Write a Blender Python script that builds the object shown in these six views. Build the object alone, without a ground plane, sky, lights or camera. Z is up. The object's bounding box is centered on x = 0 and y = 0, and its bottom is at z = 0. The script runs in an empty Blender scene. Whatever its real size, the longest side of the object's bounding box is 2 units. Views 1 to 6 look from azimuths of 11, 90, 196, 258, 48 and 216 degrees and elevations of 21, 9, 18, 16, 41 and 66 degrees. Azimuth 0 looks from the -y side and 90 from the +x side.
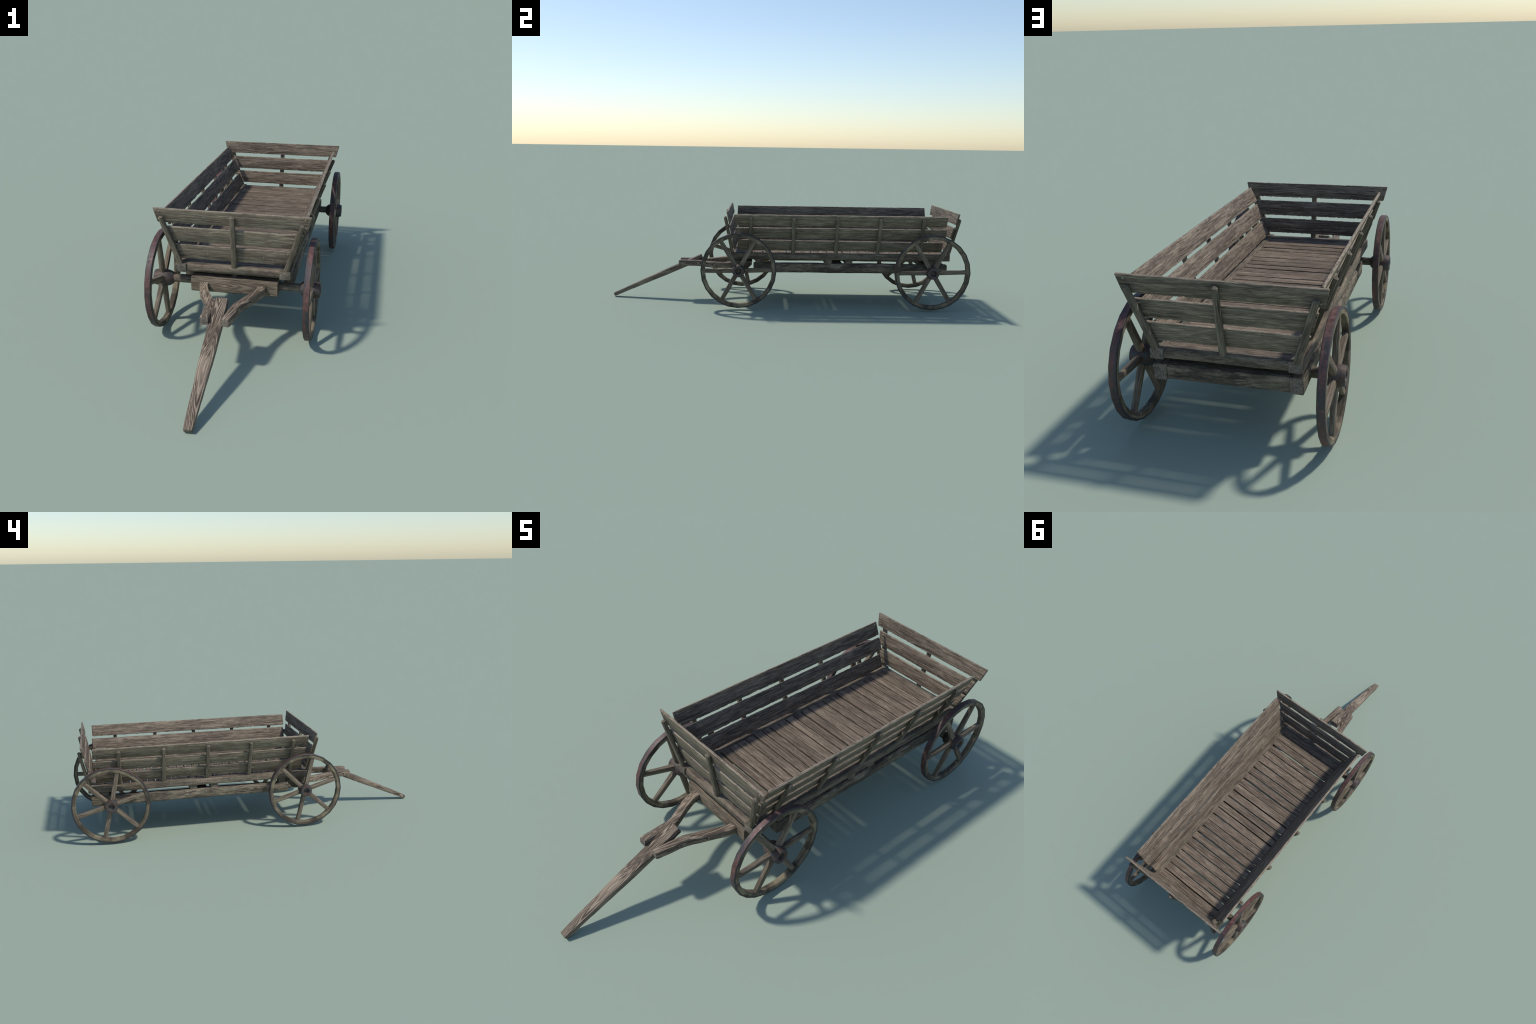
"""Weathered farm wagon: plank box with flared sides on a log under-frame,
four six-spoked wheels, a forked draw tongue resting on the ground."""
import bpy, bmesh, math, random
from mathutils import Vector, Matrix, noise

rng = random.Random(71)
CX = -0.006                      # the wagon's mid plane

# ------------------------------------------------------------------ materials
class Graph:
    def __init__(self, name):
        self.mat = bpy.data.materials.new(name)
        self.mat.use_nodes = True
        self.t = self.mat.node_tree
        self.t.nodes.clear()
        self.out = self.t.nodes.new('ShaderNodeOutputMaterial')
        self.bsdf = self.t.nodes.new('ShaderNodeBsdfPrincipled')
        self.t.links.new(self.bsdf.outputs[0], self.out.inputs[0])

    def put(self, sock, v):
        if hasattr(v, 'is_linked') or isinstance(v, bpy.types.NodeSocket):
            self.t.links.new(v, sock)
        else:
            if sock.type == 'RGBA' and len(v) == 3:
                v = (*v, 1)
            sock.default_value = v

    def node(self, kind, out=0, **kw):
        n = self.t.nodes.new(kind)
        ins = kw.pop('ins', {})
        for k, v in kw.items():
            setattr(n, k, v)
        for k, v in ins.items():
            self.put(n.inputs[k], v)
        return n.outputs[out]

    def math(self, op, a, b=0.0, c=0.0, clamp=False):
        return self.node('ShaderNodeMath', operation=op, use_clamp=clamp, ins={0: a, 1: b, 2: c})

    def vmath(self, op, a, b):
        return self.node('ShaderNodeVectorMath', operation=op, ins={0: a, 1: b})

    def scale(self, v, s):
        return self.vmath('MULTIPLY', v, s)

    def noise(self, v, detail=4.0, rough=0.6, dist=0.0, scale=1.0):
        return self.node('ShaderNodeTexNoise', ins={'Vector': v, 'Scale': scale, 'Detail': detail,
                                                    'Roughness': rough, 'Distortion': dist})

    def remap(self, v, a, b, lo=0.0, hi=1.0, smooth=True):
        return self.node('ShaderNodeMapRange', interpolation_type='SMOOTHSTEP' if smooth else 'LINEAR',
                         ins={0: v, 1: a, 2: b, 3: lo, 4: hi})

    def mix(self, f, a, b, blend='MIX'):
        n = self.t.nodes.new('ShaderNodeMix')
        n.data_type = 'RGBA'
        n.blend_type = blend
        self.put(n.inputs[0], f)
        self.put(n.inputs[6], a)
        self.put(n.inputs[7], b)
        return n.outputs[2]

    def ramp(self, f, stops):
        n = self.t.nodes.new('ShaderNodeValToRGB')
        cr = n.color_ramp
        while len(cr.elements) < len(stops):
            cr.elements.new(0.5)
        for e, (p, c) in zip(cr.elements, stops):
            e.position = p
            e.color = (*c, 1)
        self.put(n.inputs[0], f)
        return n.outputs[0]

    def finish(self, col, rough=0.85, height=None, dist=0.002, strength=0.6, metallic=0.0, spec=0.3):
        self.put(self.bsdf.inputs['Base Color'], col)
        self.put(self.bsdf.inputs['Roughness'], rough)
        self.put(self.bsdf.inputs['Metallic'], metallic)
        self.put(self.bsdf.inputs['Specular IOR Level'], spec)
        if height is not None:
            b = self.node('ShaderNodeBump', ins={'Strength': strength, 'Distance': dist, 'Height': height})
            self.put(self.bsdf.inputs['Normal'], b)
        return self.mat

    def coords(self):
        """Object coordinates (X runs with the grain), shifted per piece."""
        tc = self.t.nodes.new('ShaderNodeTexCoord')
        oi = self.t.nodes.new('ShaderNodeObjectInfo')
        rnd = oi.outputs['Random']
        off = self.node('ShaderNodeCombineXYZ', ins={0: self.math('MULTIPLY', rnd, 31.0),
                                                     1: self.math('MULTIPLY', rnd, 17.0),
                                                     2: self.math('MULTIPLY', rnd, 23.0)})
        vec = tc.outputs['Object']
        if getattr(self, 'around', False):       # bent wood: grain follows the ring round local X
            sp = self.t.nodes.new('ShaderNodeSeparateXYZ')
            self.put(sp.inputs[0], vec)
            ang = self.math('ARCTAN2', sp.outputs[2], sp.outputs[1])
            rad = self.math('SQRT', self.math('ADD', self.math('MULTIPLY', sp.outputs[1], sp.outputs[1]),
                                              self.math('MULTIPLY', sp.outputs[2], sp.outputs[2])))
            vec = self.node('ShaderNodeCombineXYZ', ins={0: self.math('MULTIPLY', ang, 0.19), 1: sp.outputs[0], 2: rad})
        return tc.outputs['Object'], self.vmath('ADD', vec, off), rnd, tc.outputs['Generated']


def lum(c, k):
    return tuple(x * k for x in c)


def grain_stack(g, p, wav=0.006, coarse=(3.5, 55, 55), fine=(11, 300, 300)):
    """Long streaks with fibres in them, bent by a slow noise."""
    slow = g.noise(g.scale(p, (5, 9, 9)), 2, 0.5)
    bend = g.math('MULTIPLY', g.math('SUBTRACT', slow, 0.5), wav * 4)
    q = g.vmath('ADD', p, g.node('ShaderNodeCombineXYZ', ins={1: bend, 2: bend}))
    c = g.noise(g.scale(q, coarse), 5, 0.62)
    f = g.noise(g.scale(q, fine), 3, 0.6)
    return c, f, q


def plank_wood(name, dark, mid, pale, patina=None, scratches=True, bump=0.0016, edges=True, around=False, vary=0.10, edge_axis=2):
    g = Graph(name)
    g.around = around
    raw, p, rnd, gen = g.coords()
    c, f, q = grain_stack(g, p, 0.004, (4.5, 100, 100), (20, 430, 430))
    md = g.noise(g.scale(q, (6, 230, 230)), 4, 0.75)
    v = g.math('ADD', g.math('MULTIPLY', c, 0.26), g.math('ADD', g.math('MULTIPLY', f, 0.32), g.math('MULTIPLY', md, 0.42)))
    col = g.ramp(v, [(0.36, lum(dark, 0.55)), (0.43, dark), (0.505, mid), (0.61, pale)])
    blot = g.noise(g.scale(p, (6, 28, 28)), 6, 0.70)
    col = g.mix(g.remap(blot, 0.52, 0.70, 0, 0.6), col, lum(dark, 0.95))
    worn = g.noise(g.scale(g.vmath('ADD', p, (9, 4, 2)), (7, 26, 26)), 5, 0.68)
    col = g.mix(g.remap(worn, 0.54, 0.70, 0, 0.6), col, pale)
    gz = g.node('ShaderNodeSeparateXYZ', ins={0: gen}, out=edge_axis)
    if patina is not None:                       # grey-green weathering on the outer face
        sep = g.node('ShaderNodeSeparateXYZ', ins={0: raw}, out=1)
        ragged = g.math('ADD', sep, g.math('MULTIPLY', g.math('SUBTRACT', worn, 0.5), 0.006))
        outer = g.remap(ragged, 0.0005, 0.0035)
        gx = g.node('ShaderNodeSeparateXYZ', ins={0: gen}, out=0)
        toend = g.math('ABSOLUTE', g.math('SUBTRACT', gx, 0.5))
        toend = g.math('ADD', toend, g.math('MULTIPLY', g.math('SUBTRACT', blot, 0.5), 0.35))
        keep = g.remap(toend, 0.35, 0.52, 1.0, 0.12)
        brown = g.noise(g.scale(g.vmath('ADD', p, (2, 9, 5)), (5, 14, 14)), 4, 0.6)
        keep = g.math('MULTIPLY', keep, g.remap(brown, 0.48, 0.66, 1.0, 0.35))
        fib = g.ramp(v, [(0.37, lum(patina, 0.32)), (0.44, lum(patina, 0.68)), (0.505, patina), (0.60, (0.345, 0.298, 0.212))])
        fib = g.mix(g.remap(blot, 0.50, 0.68, 0, 0.6), fib, lum(patina, 0.55))
        col = g.mix(g.math('MULTIPLY', outer, keep), col, fib)
    h = g.math('ADD', g.math('MULTIPLY', c, 0.8), g.math('MULTIPLY', f, 0.6))
    if edges:                                    # splintered long edges: bare pale wood and dark splits
        e = g.math('ABSOLUTE', g.math('SUBTRACT', gz, 0.5))
        spl = g.noise(g.scale(g.vmath('ADD', p, (4, 4, 8)), (26, 160, 160)), 4, 0.7)
        e = g.math('ADD', e, g.math('MULTIPLY', g.math('SUBTRACT', spl, 0.5), 0.42))
        col = g.mix(g.remap(e, 0.43, 0.50, 0, 0.65), col, lum(pale, 1.1))
        col = g.mix(g.remap(g.math('SUBTRACT', e, g.math('MULTIPLY', f, 0.16)), 0.45, 0.49, 0, 0.6), col, lum(dark, 0.6))
    if edge_axis == 1:                           # slat edges darkened along the seams so the slat lines read
        seam = g.math('ABSOLUTE', g.math('SUBTRACT', gz, 0.5))
        seam = g.math('ADD', seam, g.math('MULTIPLY', g.math('SUBTRACT', blot, 0.5), 0.10))
        col = g.mix(g.remap(seam, 0.435, 0.485, 0, 0.8), col, lum(dark, 0.42))
    if scratches:                                # scattered pale gouges
        flat = g.node('ShaderNodeCombineXYZ', ins={
            0: g.node('ShaderNodeSeparateXYZ', ins={0: p}, out=0),
            1: g.node('ShaderNodeSeparateXYZ', ins={0: p}, out=edge_axis)})
        vor = g.t.nodes.new('ShaderNodeTexVoronoi')
        vor.voronoi_dimensions = '2D'
        g.put(vor.inputs['Vector'], flat)
        vor.inputs['Scale'].default_value = 13.0
        sc = g.node('ShaderNodeSeparateColor', ins={0: vor.outputs['Color']}, out=0)
        sg = g.node('ShaderNodeSeparateColor', ins={0: vor.outputs['Color']}, out=1)
        rel = g.vmath('SUBTRACT', flat, g.scale(vor.outputs['Position'], (1, 1, 1)))
        rot = g.node('ShaderNodeVectorRotate', rotation_type='Z_AXIS',
                     ins={'Vector': rel, 'Angle': g.math('MULTIPLY', sc, 6.3)})
        rx = g.node('ShaderNodeSeparateXYZ', ins={0: rot}, out=0)
        ry = g.node('ShaderNodeSeparateXYZ', ins={0: rot}, out=1)
        ry = g.math('ADD', ry, g.math('MULTIPLY', g.math('MULTIPLY', rx, rx), 18.0))
        line = g.math('MULTIPLY', g.remap(g.math('ABSOLUTE', ry), 0.0003, 0.0016, 1, 0),
                      g.remap(g.math('ABSOLUTE', rx), 0.003, 0.010, 1, 0))
        line = g.math('MULTIPLY', line, g.math('GREATER_THAN', sg, 0.6))
        col = g.mix(g.math('MULTIPLY', line, 0.5), col, lum(pale, 1.25))
        h = g.math('SUBTRACT', h, g.math('MULTIPLY', line, 0.3))
    if around:                                   # each felloe block weathered differently
        pat = g.noise(g.scale(p, (13, 3, 3)), 2, 0.5)
        col = g.mix(g.remap(pat, 0.52, 0.62, 0, 0.8), col, lum(dark, 0.75))
        col = g.mix(g.remap(pat, 0.46, 0.36, 0, 0.6), col, pale)
    tint = g.remap(rnd, 0, 1, 1 - vary, 1 + vary, smooth=False)
    col = g.mix(1.0, col, g.node('ShaderNodeCombineXYZ', ins={0: tint, 1: tint, 2: tint}), 'MULTIPLY')
    return g.finish(col, 0.82, h, bump, 0.75)


def log_wood(name, dark, mid, pale, contrast=1.0, moss=None, bump=0.002):
    """Split or hewn timber: fibres broken by short bark-like cracks."""
    g = Graph(name)
    raw, p, rnd, gen = g.coords()
    c, f, q = grain_stack(g, p, 0.008, (6, 48, 48), (26, 230, 230))
    crack = g.noise(g.scale(q, (34, 150, 150)), 3, 0.7)
    v = g.math('ADD', g.math('MULTIPLY', c, 0.45), g.math('ADD', g.math('MULTIPLY', f, 0.25),
                                                        g.math('MULTIPLY', crack, 0.30)))
    s = 0.14 / contrast
    col = g.ramp(v, [(0.5 - s * 1.1, lum(dark, 0.7)), (0.5 - s * 0.45, dark), (0.51, mid), (0.5 + s, pale)])
    blot = g.noise(g.scale(p, (6, 12, 12)), 4, 0.6)
    col = g.mix(g.remap(blot, 0.48, 0.66, 0, 0.7), col, lum(dark, 0.85))
    if moss is not None:
        m = g.noise(g.scale(g.vmath('ADD', p, (3, 8, 1)), (8, 14, 14)), 5, 0.65)
        col = g.mix(g.remap(m, 0.45, 0.62, 0, 0.8), col, g.mix(g.remap(v, 0.4, 0.6), lum(moss, 0.6), lum(moss, 1.35)))
    h = g.math('ADD', g.math('MULTIPLY', c, 0.7), g.math('ADD', g.math('MULTIPLY', crack, 0.7), g.math('MULTIPLY', f, 0.3)))
    return g.finish(col, 0.85, h, bump, 0.8)


def ridged_wood(name, dark, mid, pale, rings=9.0, bump=0.0022, amount=0.3):
    """Sand-blasted softwood: raised pale growth rings meandering round knots."""
    g = Graph(name)
    raw, p, rnd, gen = g.coords()
    field = g.noise(g.scale(p, (2.2, 26, 26)), 1.5, 0.45, 0.15)
    wob = g.noise(g.scale(p, (40, 140, 140)), 3, 0.6)
    ph = g.math('ADD', g.math('MULTIPLY', field, rings * 6.283), g.math('MULTIPLY', wob, 3.2))
    ring = g.math('ADD', g.math('MULTIPLY', g.math('SINE', ph), 0.5), 0.5)
    fib = g.noise(g.scale(p, (13, 210, 210)), 5, 0.75)
    v = g.math('ADD', g.math('MULTIPLY', ring, amount), g.math('MULTIPLY', fib, 1 - amount))
    col = g.ramp(v, [(0.28, lum(dark, 0.6)), (0.40, dark), (0.51, mid), (0.68, pale)])
    blot = g.noise(g.scale(p, (5, 14, 14)), 4, 0.6)
    col = g.mix(g.remap(blot, 0.48, 0.64, 0, 0.65), col, dark)
    col = g.mix(g.remap(blot, 0.47, 0.34, 0, 0.4), col, pale)
    return g.finish(col, 0.85, v, bump, 0.8)


def end_grain(name, dark, mid, pale, period=0.0058):
    g = Graph(name)
    raw, p, rnd, gen = g.coords()
    flat = g.scale(raw, (0, 1, 1))
    wob = g.noise(g.scale(p, (60, 60, 60)), 3, 0.6)
    r = g.node('ShaderNodeVectorMath', operation='LENGTH', ins={0: flat}, out=1)
    r = g.math('ADD', r, g.math('MULTIPLY', wob, 0.004))
    ring = g.math('ADD', g.math('MULTIPLY', g.math('SINE', g.math('MULTIPLY', r, 6.283 / period)), 0.5), 0.5)
    n = g.noise(g.scale(p, (150, 150, 150)), 4, 0.65)
    v = g.math('ADD', g.math('MULTIPLY', ring, 0.14), g.math('MULTIPLY', n, 0.86))
    col = g.ramp(v, [(0.34, dark), (0.5, mid), (0.75, pale)])
    col = g.mix(g.remap(g.noise(g.scale(p, (45, 45, 45)), 3, 0.6), 0.5, 0.68, 0, 0.6), col, lum(dark, 0.9))
    return g.finish(col, 0.9, v, 0.0012, 0.5)


def painted_tyre(name):
    """Iron band: oxide-red remains, rust and bare charcoal patches."""
    g = Graph(name)
    g.around = True
    raw, p, rnd, gen = g.coords()
    a = g.noise(g.scale(p, (9, 34, 34)), 5, 0.65)
    b = g.noise(g.scale(g.vmath('ADD', p, (5, 3, 9)), (90, 55, 55)), 4, 0.7)
    red = g.ramp(b, [(0.3, (0.060, 0.028, 0.024)), (0.5, (0.112, 0.049, 0.042)), (0.72, (0.190, 0.102, 0.086))])
    col = g.mix(g.remap(a, 0.44, 0.60), red, (0.040, 0.037, 0.040))
    rust = g.noise(g.scale(g.vmath('ADD', p, (1, 7, 3)), (30, 30, 30)), 4, 0.6)
    col = g.mix(g.remap(rust, 0.56, 0.68, 0, 0.85), col, (0.10, 0.048, 0.026))
    flank = g.math('ABSOLUTE', g.node('ShaderNodeSeparateXYZ', ins={0: raw}, out=0))
    flank = g.math('ADD', flank, g.math('MULTIPLY', g.math('SUBTRACT', b, 0.5), 0.004))
    col = g.mix(g.remap(flank, 0.0092, 0.0112), col, (0.036, 0.032, 0.032))
    return g.finish(col, g.remap(b, 0.3, 0.7, 0.42, 0.7), b, 0.0012, 0.55, 0.0, 0.5)


def hub_iron(name):
    g = Graph(name)
    raw, p, rnd, gen = g.coords()
    a = g.noise(g.scale(p, (38, 38, 38)), 5, 0.65)
    b = g.noise(g.scale(g.vmath('ADD', p, (2, 5, 1)), (130, 130, 130)), 4, 0.7)
    iron = g.ramp(b, [(0.3, (0.034, 0.037, 0.040)), (0.55, (0.066, 0.072, 0.076)), (0.75, (0.13, 0.135, 0.14))])
    rust = g.ramp(b, [(0.3, (0.048, 0.032, 0.025)), (0.6, (0.100, 0.064, 0.050)), (0.8, (0.16, 0.11, 0.085))])
    col = g.mix(g.remap(a, 0.40, 0.54), iron, rust)
    return g.finish(col, g.remap(b, 0.3, 0.7, 0.45, 0.75), b, 0.0014, 0.6, 0.25, 0.5)


def nail_metal(name):
    g = Graph(name)
    raw, p, rnd, gen = g.coords()
    n = g.noise(g.scale(p, (300, 300, 300)), 3, 0.6)
    return g.finish(g.ramp(n, [(0.35, (0.14, 0.12, 0.085)), (0.65, (0.36, 0.32, 0.24))]), 0.6, None, 0, 0, 0.1)


BROWN = ((0.068, 0.051, 0.038), (0.148, 0.115, 0.084), (0.312, 0.252, 0.184))
M_BOARD = plank_wood('weathered_board', *BROWN, patina=(0.180, 0.149, 0.107))
M_SLAT = plank_wood('bed_slat_wood', (0.082, 0.062, 0.046), (0.158, 0.121, 0.089), (0.310, 0.246, 0.180), vary=0.15, edge_axis=1)
M_POST = plank_wood('stake_wood', (0.078, 0.064, 0.045), (0.150, 0.125, 0.089), (0.255, 0.215, 0.155), scratches=False, edges=False)
M_SPOKE = plank_wood('spoke_wood', (0.078, 0.060, 0.043), (0.158, 0.125, 0.090), (0.275, 0.225, 0.163), scratches=False, edges=False)
M_FELLOE = plank_wood('felloe_wood', (0.068, 0.053, 0.040), (0.142, 0.115, 0.080), (0.275, 0.228, 0.145), scratches=False, edges=False, around=True)
M_LOG = log_wood('frame_log_wood', (0.085, 0.066, 0.050), (0.155, 0.122, 0.090), (0.280, 0.225, 0.165), 1.0, moss=(0.135, 0.119, 0.085))
M_BARK = log_wood('hewn_rail_wood', (0.060, 0.048, 0.036), (0.155, 0.125, 0.092), (0.340, 0.275, 0.202), 1.15, moss=(0.140, 0.122, 0.084), bump=0.003)
M_RIDGE = ridged_wood('ridged_tongue_wood', (0.085, 0.062, 0.046), (0.168, 0.132, 0.098), (0.370, 0.292, 0.215), 26.0, amount=0.30)
M_BEAM = ridged_wood('ridged_beam_wood', (0.085, 0.066, 0.048), (0.158, 0.123, 0.088), (0.295, 0.235, 0.168), 15.0, amount=0.17)
M_END = end_grain('cut_end_grain', (0.090, 0.074, 0.058), (0.185, 0.155, 0.125), (0.330, 0.280, 0.235))
M_TYRE = painted_tyre('worn_red_iron')
M_HUB = hub_iron('rusty_hub_iron')
M_NAIL = nail_metal('dull_nail_metal')

# ------------------------------------------------------------------ geometry helpers
root = bpy.data.objects.new('farm_wagon', None)
root.empty_display_size = 0.2
bpy.context.collection.objects.link(root)
root['label'] = 'weathered wooden farm wagon with plank box and spoked wheels'
root['category'] = 'wagon'


def frame(origin, along, up):
    """Local X runs along the piece, local Z is its height, Y = Z x X."""
    x = Vector(along).normalized()
    z = Vector(up)
    z = (z - x * z.dot(x)).normalized()
    y = z.cross(x)
    m = Matrix((x, y, z)).transposed().to_4x4()
    m.translation = Vector(origin)
    return m


def add(name, verts, faces, mats, fmat=None, mtx=None, parent=None, angle=38):
    me = bpy.data.meshes.new(name)
    me.from_pydata(verts, [], faces)
    for m in mats:
        me.materials.append(m)
    if fmat:
        for poly, i in zip(me.polygons, fmat):
            poly.material_index = i
    me.validate()
    bm = bmesh.new()
    bm.from_mesh(me)
    bmesh.ops.recalc_face_normals(bm, faces=bm.faces)
    bm.to_mesh(me)
    bm.free()
    me.update()
    me.shade_smooth()
    me.set_sharp_from_angle(angle=math.radians(angle))
    ob = bpy.data.objects.new(name, me)
    bpy.context.collection.objects.link(ob)
    place(ob, mtx, parent)
    return ob


def place(ob, mtx=None, parent=None):
    ob.parent = parent or root
    if mtx is not None:
        ob.matrix_basis = (parent.matrix_basis.inverted() @ mtx) if parent is not None else mtx


def fbm(x, y, z):
    v = Vector((x, y, z))
    return noise.noise(v) + 0.5 * noise.noise(v * 2.1) + 0.25 * noise.noise(v * 4.3)


def section(w, h, r, k):
    """Rounded rectangle w (Y) by h (Z), corner radius r, k points per corner."""
    pts = []
    r = min(r, w * 0.499, h * 0.499)
    for sy, sz, a0 in ((1, 1, 0), (-1, 1, 90), (-1, -1, 180), (1, -1, 270)):
        for i in range(k):
            a = math.radians(a0 + 90 * i / (k - 1))
            pts.append((sy * (w / 2 - r) + r * math.cos(a), sz * (h / 2 - r) + r * math.sin(a)))
    return pts


def timber(name, mtx, length, w, h, mat, endmat=None, r=0.003, k=3, n=24, wob=0.0012, chip=0.0, bow=0.0,
           widths=None, slant=0.0, r_mid=None, bevel=0.0025, point=0.0, parent=None, angle=38, jag=0.0):
    """One piece of wood, lofted along local X with its own small irregularities.
    widths: function t -> (scale Y, scale Z); slant: extra half length per unit height;
    point: how much the +X end is drawn in like a hewn stake head."""
    s = rng.uniform(0, 500)
    xs = [-length / 2 + bevel * 0.0, -length / 2 + bevel]
    xs += [-length / 2 + bevel + (length - 2 * bevel) * i / n for i in range(1, n)]
    xs += [length / 2 - bevel, length / 2]
    verts, faces, fm = [], [], []
    base = section(w, h, r, k)
    soft = section(w, h, r_mid, k) if r_mid else base
    m = len(base)
    for j, x in enumerate(xs):
        t = (x + length / 2) / length
        u = min(1.0, max(0.0, (min(t, 1 - t) - 0.03) / 0.07))     # hewn square at the ends, rounder between
        sy, sz = widths(t) if widths else (1, 1)
        edge = j in (0, len(xs) - 1)
        shrink = bevel * 0.9 if edge else 0.0
        oy = fbm(x * 3 + s, 1, 0) * wob + bow * (4 * t * (1 - t) - 0.5)
        oz = fbm(x * 3 + s, 7, 3) * wob
        for i, (y, z) in enumerate(base):
            y, z = (y + (soft[i][0] - y) * u) * sy, (z + (soft[i][1] - z) * u) * sz
            if shrink:
                q = 1 if not (point and j == len(xs) - 1) else 1 + point
                y -= math.copysign(min(shrink * q, abs(y)), y)
                z -= math.copysign(min(shrink * q, abs(z)), z)
            d = fbm(x * 14 + s, y * 30, z * 30)
            y2 = y + oy + d * wob * 0.5
            z2 = z + oz + d * wob * 0.6
            if chip:
                side = 1 if z > 0 else -1
                c = fbm(x * 75 + s, side * 5.0, y * 60)
                z2 += chip * c - max(0, c - 0.35) * chip * 2.5 * side
            x2 = x * (1 + slant * z / (length / 2)) + (jag * fbm(z * 80 + s, y * 40, t * 9) if edge or j in (1, len(xs) - 2) else 0)
            verts.append((x2, y2, z2))
    for j in range(len(xs) - 1):
        for i in range(m):
            a, b = j * m + i, j * m + (i + 1) % m
            faces.append((a, a + m, b + m, b))
            fm.append(0)
    faces.append(tuple(range(m)))
    fm.append(1)
    faces.append(tuple(range((len(xs) - 1) * m, len(xs) * m))[::-1])
    fm.append(1)
    return add(name, verts, faces, [mat, endmat or mat], fm, mtx, parent, angle)


def between(p0, p1, up):
    p0, p1 = Vector(p0), Vector(p1)
    return frame((p0 + p1) / 2, p1 - p0, up), (p1 - p0).length


def lathe(name, prof, n, mats, mtx, parent=None, angle=30, idx=None, rot=0.0):
    """Revolve (x, r) round local X."""
    verts, faces, fm = [], [], []
    for x, r in prof:
        for i in range(n):
            a = 2 * math.pi * i / n + rot
            verts.append((x, r * math.cos(a), r * math.sin(a)))
    for j in range(len(prof) - 1):
        for i in range(n):
            a, b = j * n + i, j * n + (i + 1) % n
            faces.append((a, b, b + n, a + n))
            fm.append(idx[j] if idx else 0)
    faces.append(tuple(range(n))[::-1])
    faces.append(tuple(range((len(prof) - 1) * n, len(prof) * n)))
    fm += [0, 0]
    return add(name, verts, faces, mats, fm, mtx, parent, angle)


# ------------------------------------------------------------------ bed frame
Y0, Y1 = -0.309, 0.906                  # ends of the bed sills
YM = (Y0 + Y1) / 2
for s in (1, -1):
    m, L = between((CX + s * 0.2115, Y0, 0.2808), (CX + s * 0.2115, Y1, 0.2808), (0, 0, 1))
    timber('bed_sill', m, L, 0.044, 0.0355, M_LOG, M_END, r=0.003, r_mid=0.008, k=5, n=70, wob=0.0012, bevel=0.0015)
for y in (-0.281, 0.881):
    m, L = between((CX - 0.1925, y, 0.2805), (CX + 0.1925, y, 0.2805), (0, 0, 1))
    timber('end_log', m, L, 0.045, 0.036, M_LOG, M_END, r=0.013, k=5, n=34, wob=0.0016)

# bed slats, side by side across the bed
slat_mesh_count = 25
PITCH = 0.0450
SPLIT = (3, 8, 12, 13, 18, 22)            # slats that have shrunk most
for i in range(slat_mesh_count):
    yc = -0.2412 + PITCH * i + rng.uniform(-0.0016, 0.0016)
    wdt = PITCH - (0.0058 if i in SPLIT else rng.uniform(0.0028, 0.0042))
    yaw = rng.uniform(-0.004, 0.004)
    m = frame((CX, yc, 0.2872 + rng.uniform(-0.0010, 0.0010)), (1, yaw, rng.uniform(-0.003, 0.003)), (0, 0, 1))
    timber('bed_slat', m, 0.386, wdt, 0.013, M_SLAT, M_SLAT, r=0.0032, k=4, n=30, wob=0.0008,
           widths=(lambda a: (lambda t: (1 + a * (t - 0.5), 1)))(rng.uniform(-0.05, 0.05)))

# ------------------------------------------------------------------ flared sides
SX, SZ = 0.0785, 0.199                   # lean of the side stakes (out, up)
lean = Vector((0.45, 0, 1)).normalized()     # each board leans a little more than its stakes
nail_mesh = None


def nail(mtx, parent):
    """A clenched nail through a board, with a domed head on both faces."""
    global nail_mesh
    if nail_mesh is None:
        prof = [(-0.0064, 0.0012), (-0.0061, 0.0028), (-0.0050, 0.0040), (0.0050, 0.0040), (0.0061, 0.0028), (0.0064, 0.0012)]
        ob = lathe('nail', prof, 10, [M_NAIL], mtx, parent, 60)
        nail_mesh = ob.data
        return ob
    ob = bpy.data.objects.new('nail', nail_mesh)
    bpy.context.collection.objects.link(ob)
    place(ob, mtx, parent)
    return ob


def nailed(board, m, half_len, h, inset=0.016):
    for e in (-1, 1):
        for z in (-1, 1):
            p = m @ Vector((e * (half_len - inset + rng.uniform(-.002, .002)), 0, z * h * 0.30 + rng.uniform(-.002, .002)))
            nail(frame(p, m.col[1].to_3d(), m.col[2].to_3d()), board)


SCX = -0.003                             # mid plane of the two flared walls


def side_x(z):                           # mid plane of the side boards at height z
    return 0.2845 - (0.5125 - z) * SX / SZ


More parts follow.
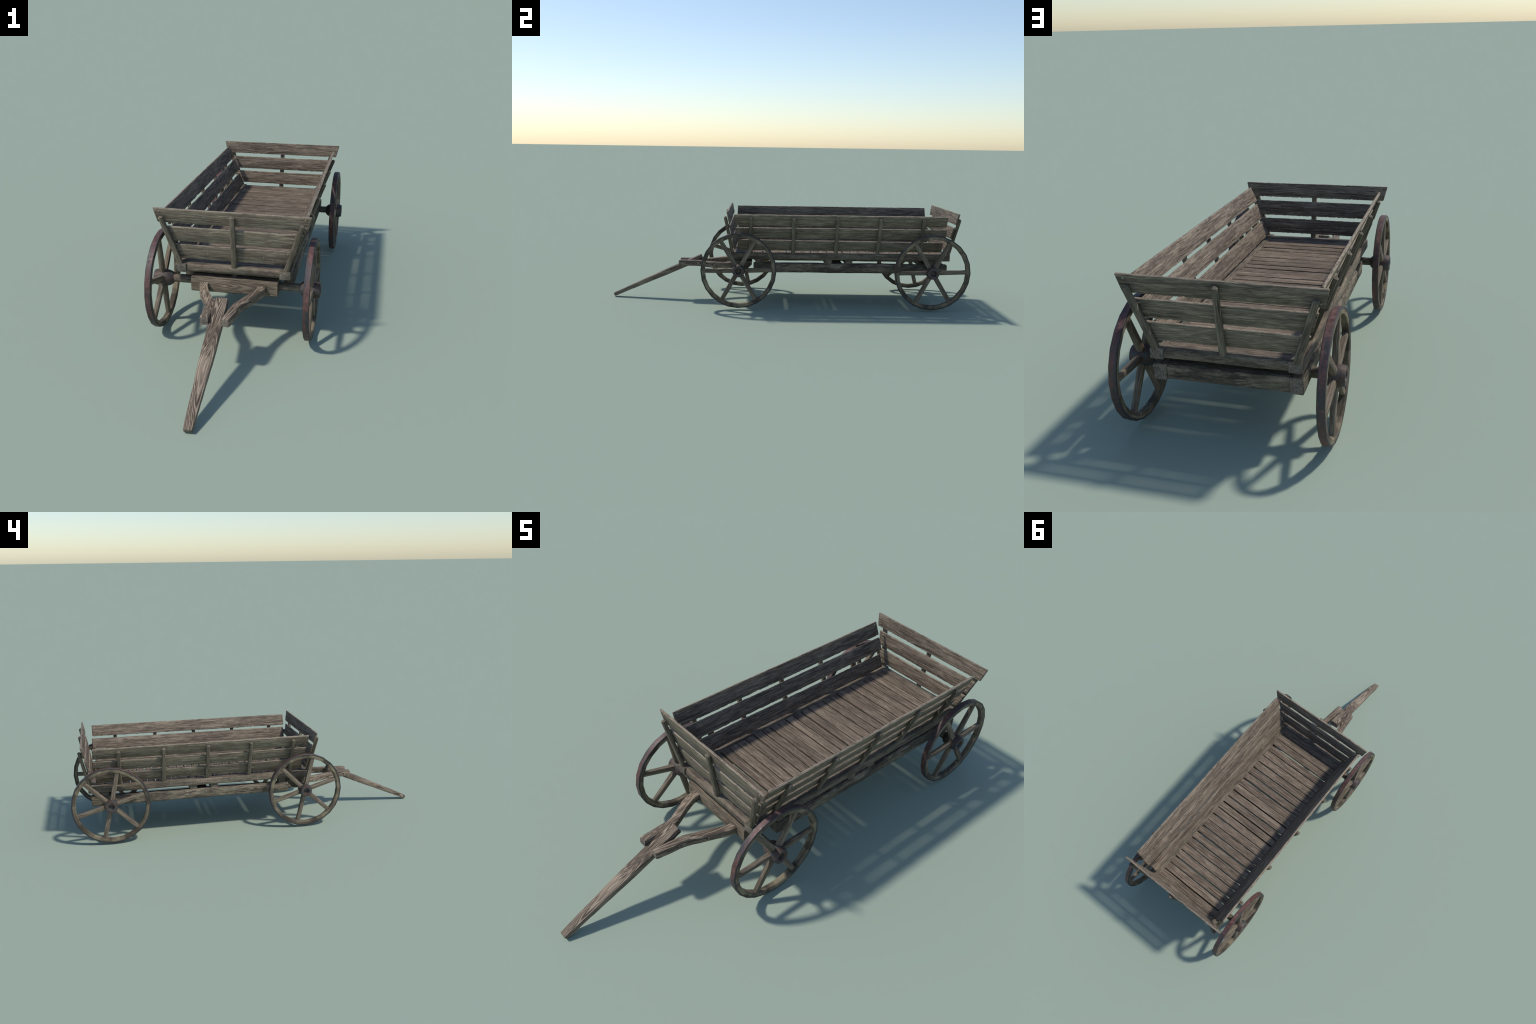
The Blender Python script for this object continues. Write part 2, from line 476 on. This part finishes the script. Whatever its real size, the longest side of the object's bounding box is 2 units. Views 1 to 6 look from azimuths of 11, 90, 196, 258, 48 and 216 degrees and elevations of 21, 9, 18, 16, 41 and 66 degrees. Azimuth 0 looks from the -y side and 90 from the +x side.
SIDE_BOARDS = [  # bottom and top z at the front end, at the rear end, front end y, rear end y
    (0.311, 0.3725, 0.311, 0.3675, -0.265, 0.863),
    (0.3820, 0.4425, 0.3860, 0.4415, -0.281, 0.875),
    (0.4550, 0.5148, 0.4560, 0.5148, -0.286, 0.871)]
for s in (1, -1):
    for fa, fb, ra, rb, ya, yb in SIDE_BOARDS:
        zf, zr = (fa + fb) / 2, (ra + rb) / 2
        zc = (zf + zr) / 2
        hf, hr = (fb - fa) / lean.z, (rb - ra) / lean.z
        h = (hf + hr) / 2
        drop = Vector((s * lean.x / lean.z, 0, 1)) * (zr - zf) + Vector((0, yb - ya, 0))
        m = frame((SCX + s * side_x(zc), (ya + yb) / 2, zc), drop * -s, (s * lean.x, 0, lean.z))
        hstart, hend = ((hr, hf) if s > 0 else (hf, hr))
        b = timber('side_board', m, yb - ya, 0.0105, h, M_BOARD, M_BOARD, r=0.0022, k=3, n=320, wob=0.0010,
                   chip=0.0014, jag=0.002, bow=rng.uniform(-0.001, 0.001),
                   widths=(lambda a, b, c: (lambda t: (1, (a + (b - a) * t) / c)))(hstart, hend, h))
        nailed(b, m, (yb - ya) / 2, h)
    for y in (-0.195, 0.038, 0.273, 0.506, 0.739):
        p0 = Vector((SCX + s * (side_x(0.290) + 0.0190), y + rng.uniform(-.002, .002), 0.290))
        p1 = Vector((SCX + s * (side_x(0.501) + 0.0190), y + rng.uniform(-.003, .003) - 0.001, 0.501))
        m, L = between(p0, p1, (0, 1, 0))
        timber('side_stake', m, L, 0.017, 0.0205, M_POST, M_END, r=0.005, k=3, n=16, wob=0.0010, bevel=0.006, point=0.15,
               widths=lambda t: (1.0 - 0.06 * t, 1.06 - 0.12 * t))

# ------------------------------------------------------------------ end gates
END_BOARDS = [  # bottom z, top z, half length at bottom, at top
    (0.317, 0.379, 0.232, 0.256),
    (0.393, 0.456, 0.261, 0.281),
    (0.4730, 0.5325, 0.298, 0.3130)]
for s, ybase, GL in ((-1, -0.2840, 0.178), (1, 0.8850, 0.187)):      # mid plane at z = 0.318, lean
    gate_up = Vector((0, GL, 1)).normalized()

    def gy(z):
        return ybase + s * GL * (z - 0.318)
    for z0, z1, h0, h1 in END_BOARDS:
        zc = (z0 + z1) / 2
        h = (z1 - z0) / gate_up.z
        half = (h0 + h1) / 2
        m = frame((CX, gy(zc), zc), (s, 0, 0), (0, s * gate_up.y, gate_up.z))
        b = timber('end_board', m, half * 2, 0.0095, h, M_BOARD, M_BOARD, r=0.0022, k=3, n=190, wob=0.0010,
                   chip=0.0015, jag=0.002, slant=(h1 - h0) / (z1 - z0) * 1.0)
        nailed(b, m, h0, h, 0.010)
    for x0, x1, ztop in ((-0.212, -0.280, 0.503), (0.212, 0.280, 0.503), (0.006, 0.006, 0.520)):
        off = 0.0178 if abs(x0) > 0.1 else 0.0145
        p0 = (CX + x0, gy(0.286) + s * off, 0.286)
        p1 = (CX + x1, gy(ztop) + s * off, ztop)
        m, L = between(p0, p1, (1, 0, 0))
        timber('gate_stake', m, L, 0.0175, 0.021, M_POST, M_END, r=0.005, k=3, n=16, wob=0.0010, bevel=0.006, point=0.15,
               widths=lambda t: (1.0 - 0.05 * t, 1.08 - 0.14 * t))

# ------------------------------------------------------------------ under-frame
for s in (1, -1):
    m, L = between((CX + s * 0.2105, -0.180, 0.2155), (CX + s * 0.2105, 0.893, 0.2155), (0, 0, 1))
    timber('under_rail', m, L, 0.042, 0.053, M_BARK, M_END, r=0.004, r_mid=0.011, k=5, n=70, wob=0.0016, bevel=0.002)
# thin bearers between the rails and the bed
for y in (0.234, 0.348):
    m, L = between((CX - 0.224, y, 0.2515), (CX + 0.224, y, 0.2515), (0, 0, 1))
    timber('bearer', m, L, 0.041, 0.027, M_LOG, M_LOG, r=0.003, k=3, n=20)
for y in (-0.150, 0.820):
    for s in (1, -1):
        m, L = between((CX + s * 0.184, y, 0.2515), (CX + s * 0.224, y, 0.2515), (0, 0, 1))
        timber('spacer_block', m, L, 0.040, 0.027, M_LOG, M_LOG, r=0.003, k=3, n=6)
for y, z, w, h in ((0.2925, 0.214, 0.052, 0.044), (0.852, 0.2150, 0.074, 0.050)):
    m, L = between((CX - 0.192, y, z), (CX + 0.192, y, z), (0, 0, 1))
    timber('cross_beam', m, L, w, h, M_BARK, M_END, r=0.006, k=3, n=24)

# front bolster: heavy beam, its rear lower edge hewn away
prof = [(-0.303, 0.186), (-0.303, 0.241), (-0.300, 0.245), (-0.193, 0.245), (-0.190, 0.242), (-0.190, 0.224), (-0.230, 0.185), (-0.300, 0.183)]
verts, faces, fm = [], [], []
N = 40
HX = 0.1765
for j in range(N + 1):
    x = -HX + 2 * HX * j / N
    for y, z in prof:
        d = fbm(x * 9, y * 12, z * 14)
        e = 0.002 if j in (0, N) else 0
        verts.append((x, (y + 0.26) * (1 - e) + 0.0012 * d, (z - 0.214) * (1 - 6 * e) + 0.0016 * fbm(x * 7, y * 9 + 4, z)))
m8 = len(prof)
for j in range(N):
    for i in range(m8):
        a, b = j * m8 + i, j * m8 + (i + 1) % m8
        faces.append((a, a + m8, b + m8, b)); fm.append(0)
faces.append(tuple(range(m8))); fm.append(0)
faces.append(tuple(range(N * m8, (N + 1) * m8))[::-1]); fm.append(0)
add('bolster', verts, faces, [M_BEAM], fm, frame((CX + 0.005, -0.26, 0.214), (1, 0, 0), (0, 0, 1)))
lathe('king_pin', [(-0.052, 0.009), (-0.050, 0.012), (0.048, 0.012), (0.050, 0.010)], 14, [M_HUB],
      frame((CX + 0.004, -0.272, 0.224), (0, 0, 1), (0, 1, 0)))

# ------------------------------------------------------------------ wheels and axles
WR, WZ = 0.2055, 0.2125
RIM_IN = 0.182
XI, XO = 0.2962, 0.3200
SEG = 24


def ring_mesh(name, prof, mats, mtx, parent, seg, jitter, angle=20):
    """Closed (x, r) outline swept round local X with slightly uneven segments."""
    sd = rng.uniform(0, 90)
    k = len(prof)
    verts, faces = [], []
    for i in range(seg):
        a = 2 * math.pi * i / seg
        for j, (x, r) in enumerate(prof):
            d = jitter * fbm(math.cos(a) * 3 + sd, math.sin(a) * 3, j * 0.7)
            verts.append((x + d * 0.5, (r + d) * math.cos(a), (r + d) * math.sin(a)))
    for i in range(seg):
        for j in range(k):
            a, b = i * k + j, i * k + (j + 1) % k
            c, d = ((i + 1) % seg) * k + j, ((i + 1) % seg) * k + (j + 1) % k
            faces.append((a, b, d, c))
    return add(name, verts, faces, mats, None, mtx, parent, angle)


def wheel(side, y, base_angle):
    mid = (XI + XO) / 2
    hw = (XO - XI) / 2
    # local X points outwards, local Y along the wagon
    m = frame((side * mid, y, WZ), (side, 0, 0), (0, 0, 1))
    c = 0.0025
    felloe = [(-hw, RIM_IN + c), (-hw, WR - 0.006), (hw, WR - 0.006), (hw, RIM_IN + c), (hw - c, RIM_IN), (-hw + c, RIM_IN)]
    rim = ring_mesh('wheel', felloe, [M_FELLOE], m, root, SEG, 0.0014)
    t = hw + 0.0006
    tyre = [(-t, WR - 0.0065), (-t, WR - 0.002), (-t + 0.002, WR), (t - 0.002, WR), (t, WR - 0.002), (t, WR - 0.0065)]
    ring_mesh('tyre', tyre, [M_TYRE], m, rim, SEG, 0.0006)
    L = RIM_IN + 0.004 - 0.022
    for q in range(6):
        # angle measured from +y towards +z in world terms
        a = math.radians(base_angle + 60 * q + rng.uniform(-1, 1))
        d = Vector((0, math.cos(a), math.sin(a)))
        o = Vector((side * mid, y, WZ))
        sm = frame(o + d * (0.022 + L / 2), d, (1, 0, 0))
        timber('spoke', sm, L, 0.0235, 0.0205, M_SPOKE, M_SPOKE, r=0.006, k=3, n=12, wob=0.0007,
               widths=lambda t: (1.06 - 0.10 * t, 1.12 - 0.26 * t), parent=rim, bevel=0.001)
    hp = [(-0.046, 0.016), (-0.046, 0.020), (-0.036, 0.029), (-0.022, 0.0340), (0.010, 0.0355), (0.024, 0.0335), (0.0345, 0.0305),
          (0.0350, 0.0285), (0.0340, 0.017), (0.028, 0.0145), (0.020, 0.011)]
    lathe('hub', hp, 14, [M_HUB], m, rim, 28)


for y in (-0.260, 0.793):
    wheel(1, y, 1.5)
    wheel(-1, y, 43.5)
    m, L = between((-0.285, y, 0.2145), (0.285, y, 0.2145), (0, 0, 1))
    timber('axle', m, L, 0.031, 0.031, M_LOG, M_END, r=0.011, k=4, n=40, wob=0.0012)

# ------------------------------------------------------------------ draw tongue
tip, top = Vector((0.001, -0.9975, 0.0095)), Vector((-0.006, -0.484, 0.238))
m, L = between(tip, top, (0, 0, 1))


def tongue_width(t):
    w = 0.60 + 0.42 * min(1, t / 0.62) ** 0.9 if t < 0.62 else 1.02
    return (w + 0.02 * math.sin(t * 17), 0.62 + 0.38 * min(1, t / 0.6))


timber('tongue', m, L, 0.050, 0.0305, M_RIDGE, M_END, r=0.003, k=3, n=60, wob=0.0013, widths=tongue_width)


def bent_arm(name, pts, w, h, mat, endmat):
    """Naturally crooked branch: a squared section swept through its spine points."""
    P = [Vector(p) for p in pts]
    # smooth the spine a little (Catmull-Rom)
    spine = []
    for i in range(len(P) - 1):
        p0, p1, p2, p3 = P[max(i - 1, 0)], P[i], P[i + 1], P[min(i + 2, len(P) - 1)]
        for k in range(4):
            t = k / 4
            spine.append(0.5 * ((2 * p1) + (p2 - p0) * t + (2 * p0 - 5 * p1 + 4 * p2 - p3) * t * t
                                + (3 * p1 - p0 - 3 * p2 + p3) * t ** 3))
    spine.append(P[-1])
    M = frame((P[0] + P[-1]) / 2, P[-1] - P[0], (0, 0, 1))
    inv = M.inverted()
    base = section(w, h, 0.0035, 3)
    k = len(base)
    sd = rng.uniform(0, 80)
    verts, faces, fm = [], [], []
    for j, p in enumerate(spine):
        d = (spine[min(j + 1, len(spine) - 1)] - spine[max(j - 1, 0)]).normalized()
        yv = Vector((0, 0, 1)).cross(d).normalized()
        zv = d.cross(yv)
        e = 0.90 if j in (0, len(spine) - 1) else 1
        for y, z in base:
            n_ = 1 + 0.06 * fbm(j * 0.35 + sd, y * 40, z * 40)
            verts.append(inv @ (p + yv * y * n_ * e + zv * z * n_ * e))
    for j in range(len(spine) - 1):
        for i in range(k):
            a, b = j * k + i, j * k + (i + 1) % k
            faces.append((a, a + k, b + k, b)); fm.append(0)
    faces.append(tuple(range(k))); fm.append(1)
    faces.append(tuple(range((len(spine) - 1) * k, len(spine) * k))[::-1]); fm.append(1)
    return add(name, verts, faces, [mat, endmat], fm, M)


bent_arm('tongue_arm', [(0.034, -0.612, 0.2075), (0.043, -0.550, 0.208), (0.050, -0.488, 0.208), (0.068, -0.430, 0.205), (0.089, -0.372, 0.205),
                        (0.109, -0.333, 0.2095), (0.117, -0.290, 0.2095)], 0.0335, 0.032, M_RIDGE, M_END)
bent_arm('tongue_arm', [(-0.043, -0.613, 0.2090), (-0.048, -0.540, 0.206), (-0.056, -0.468, 0.203), (-0.077, -0.425, 0.204), (-0.100, -0.382, 0.206),
                        (-0.117, -0.333, 0.2095), (-0.122, -0.290, 0.2095)], 0.0335, 0.032, M_RIDGE, M_END)
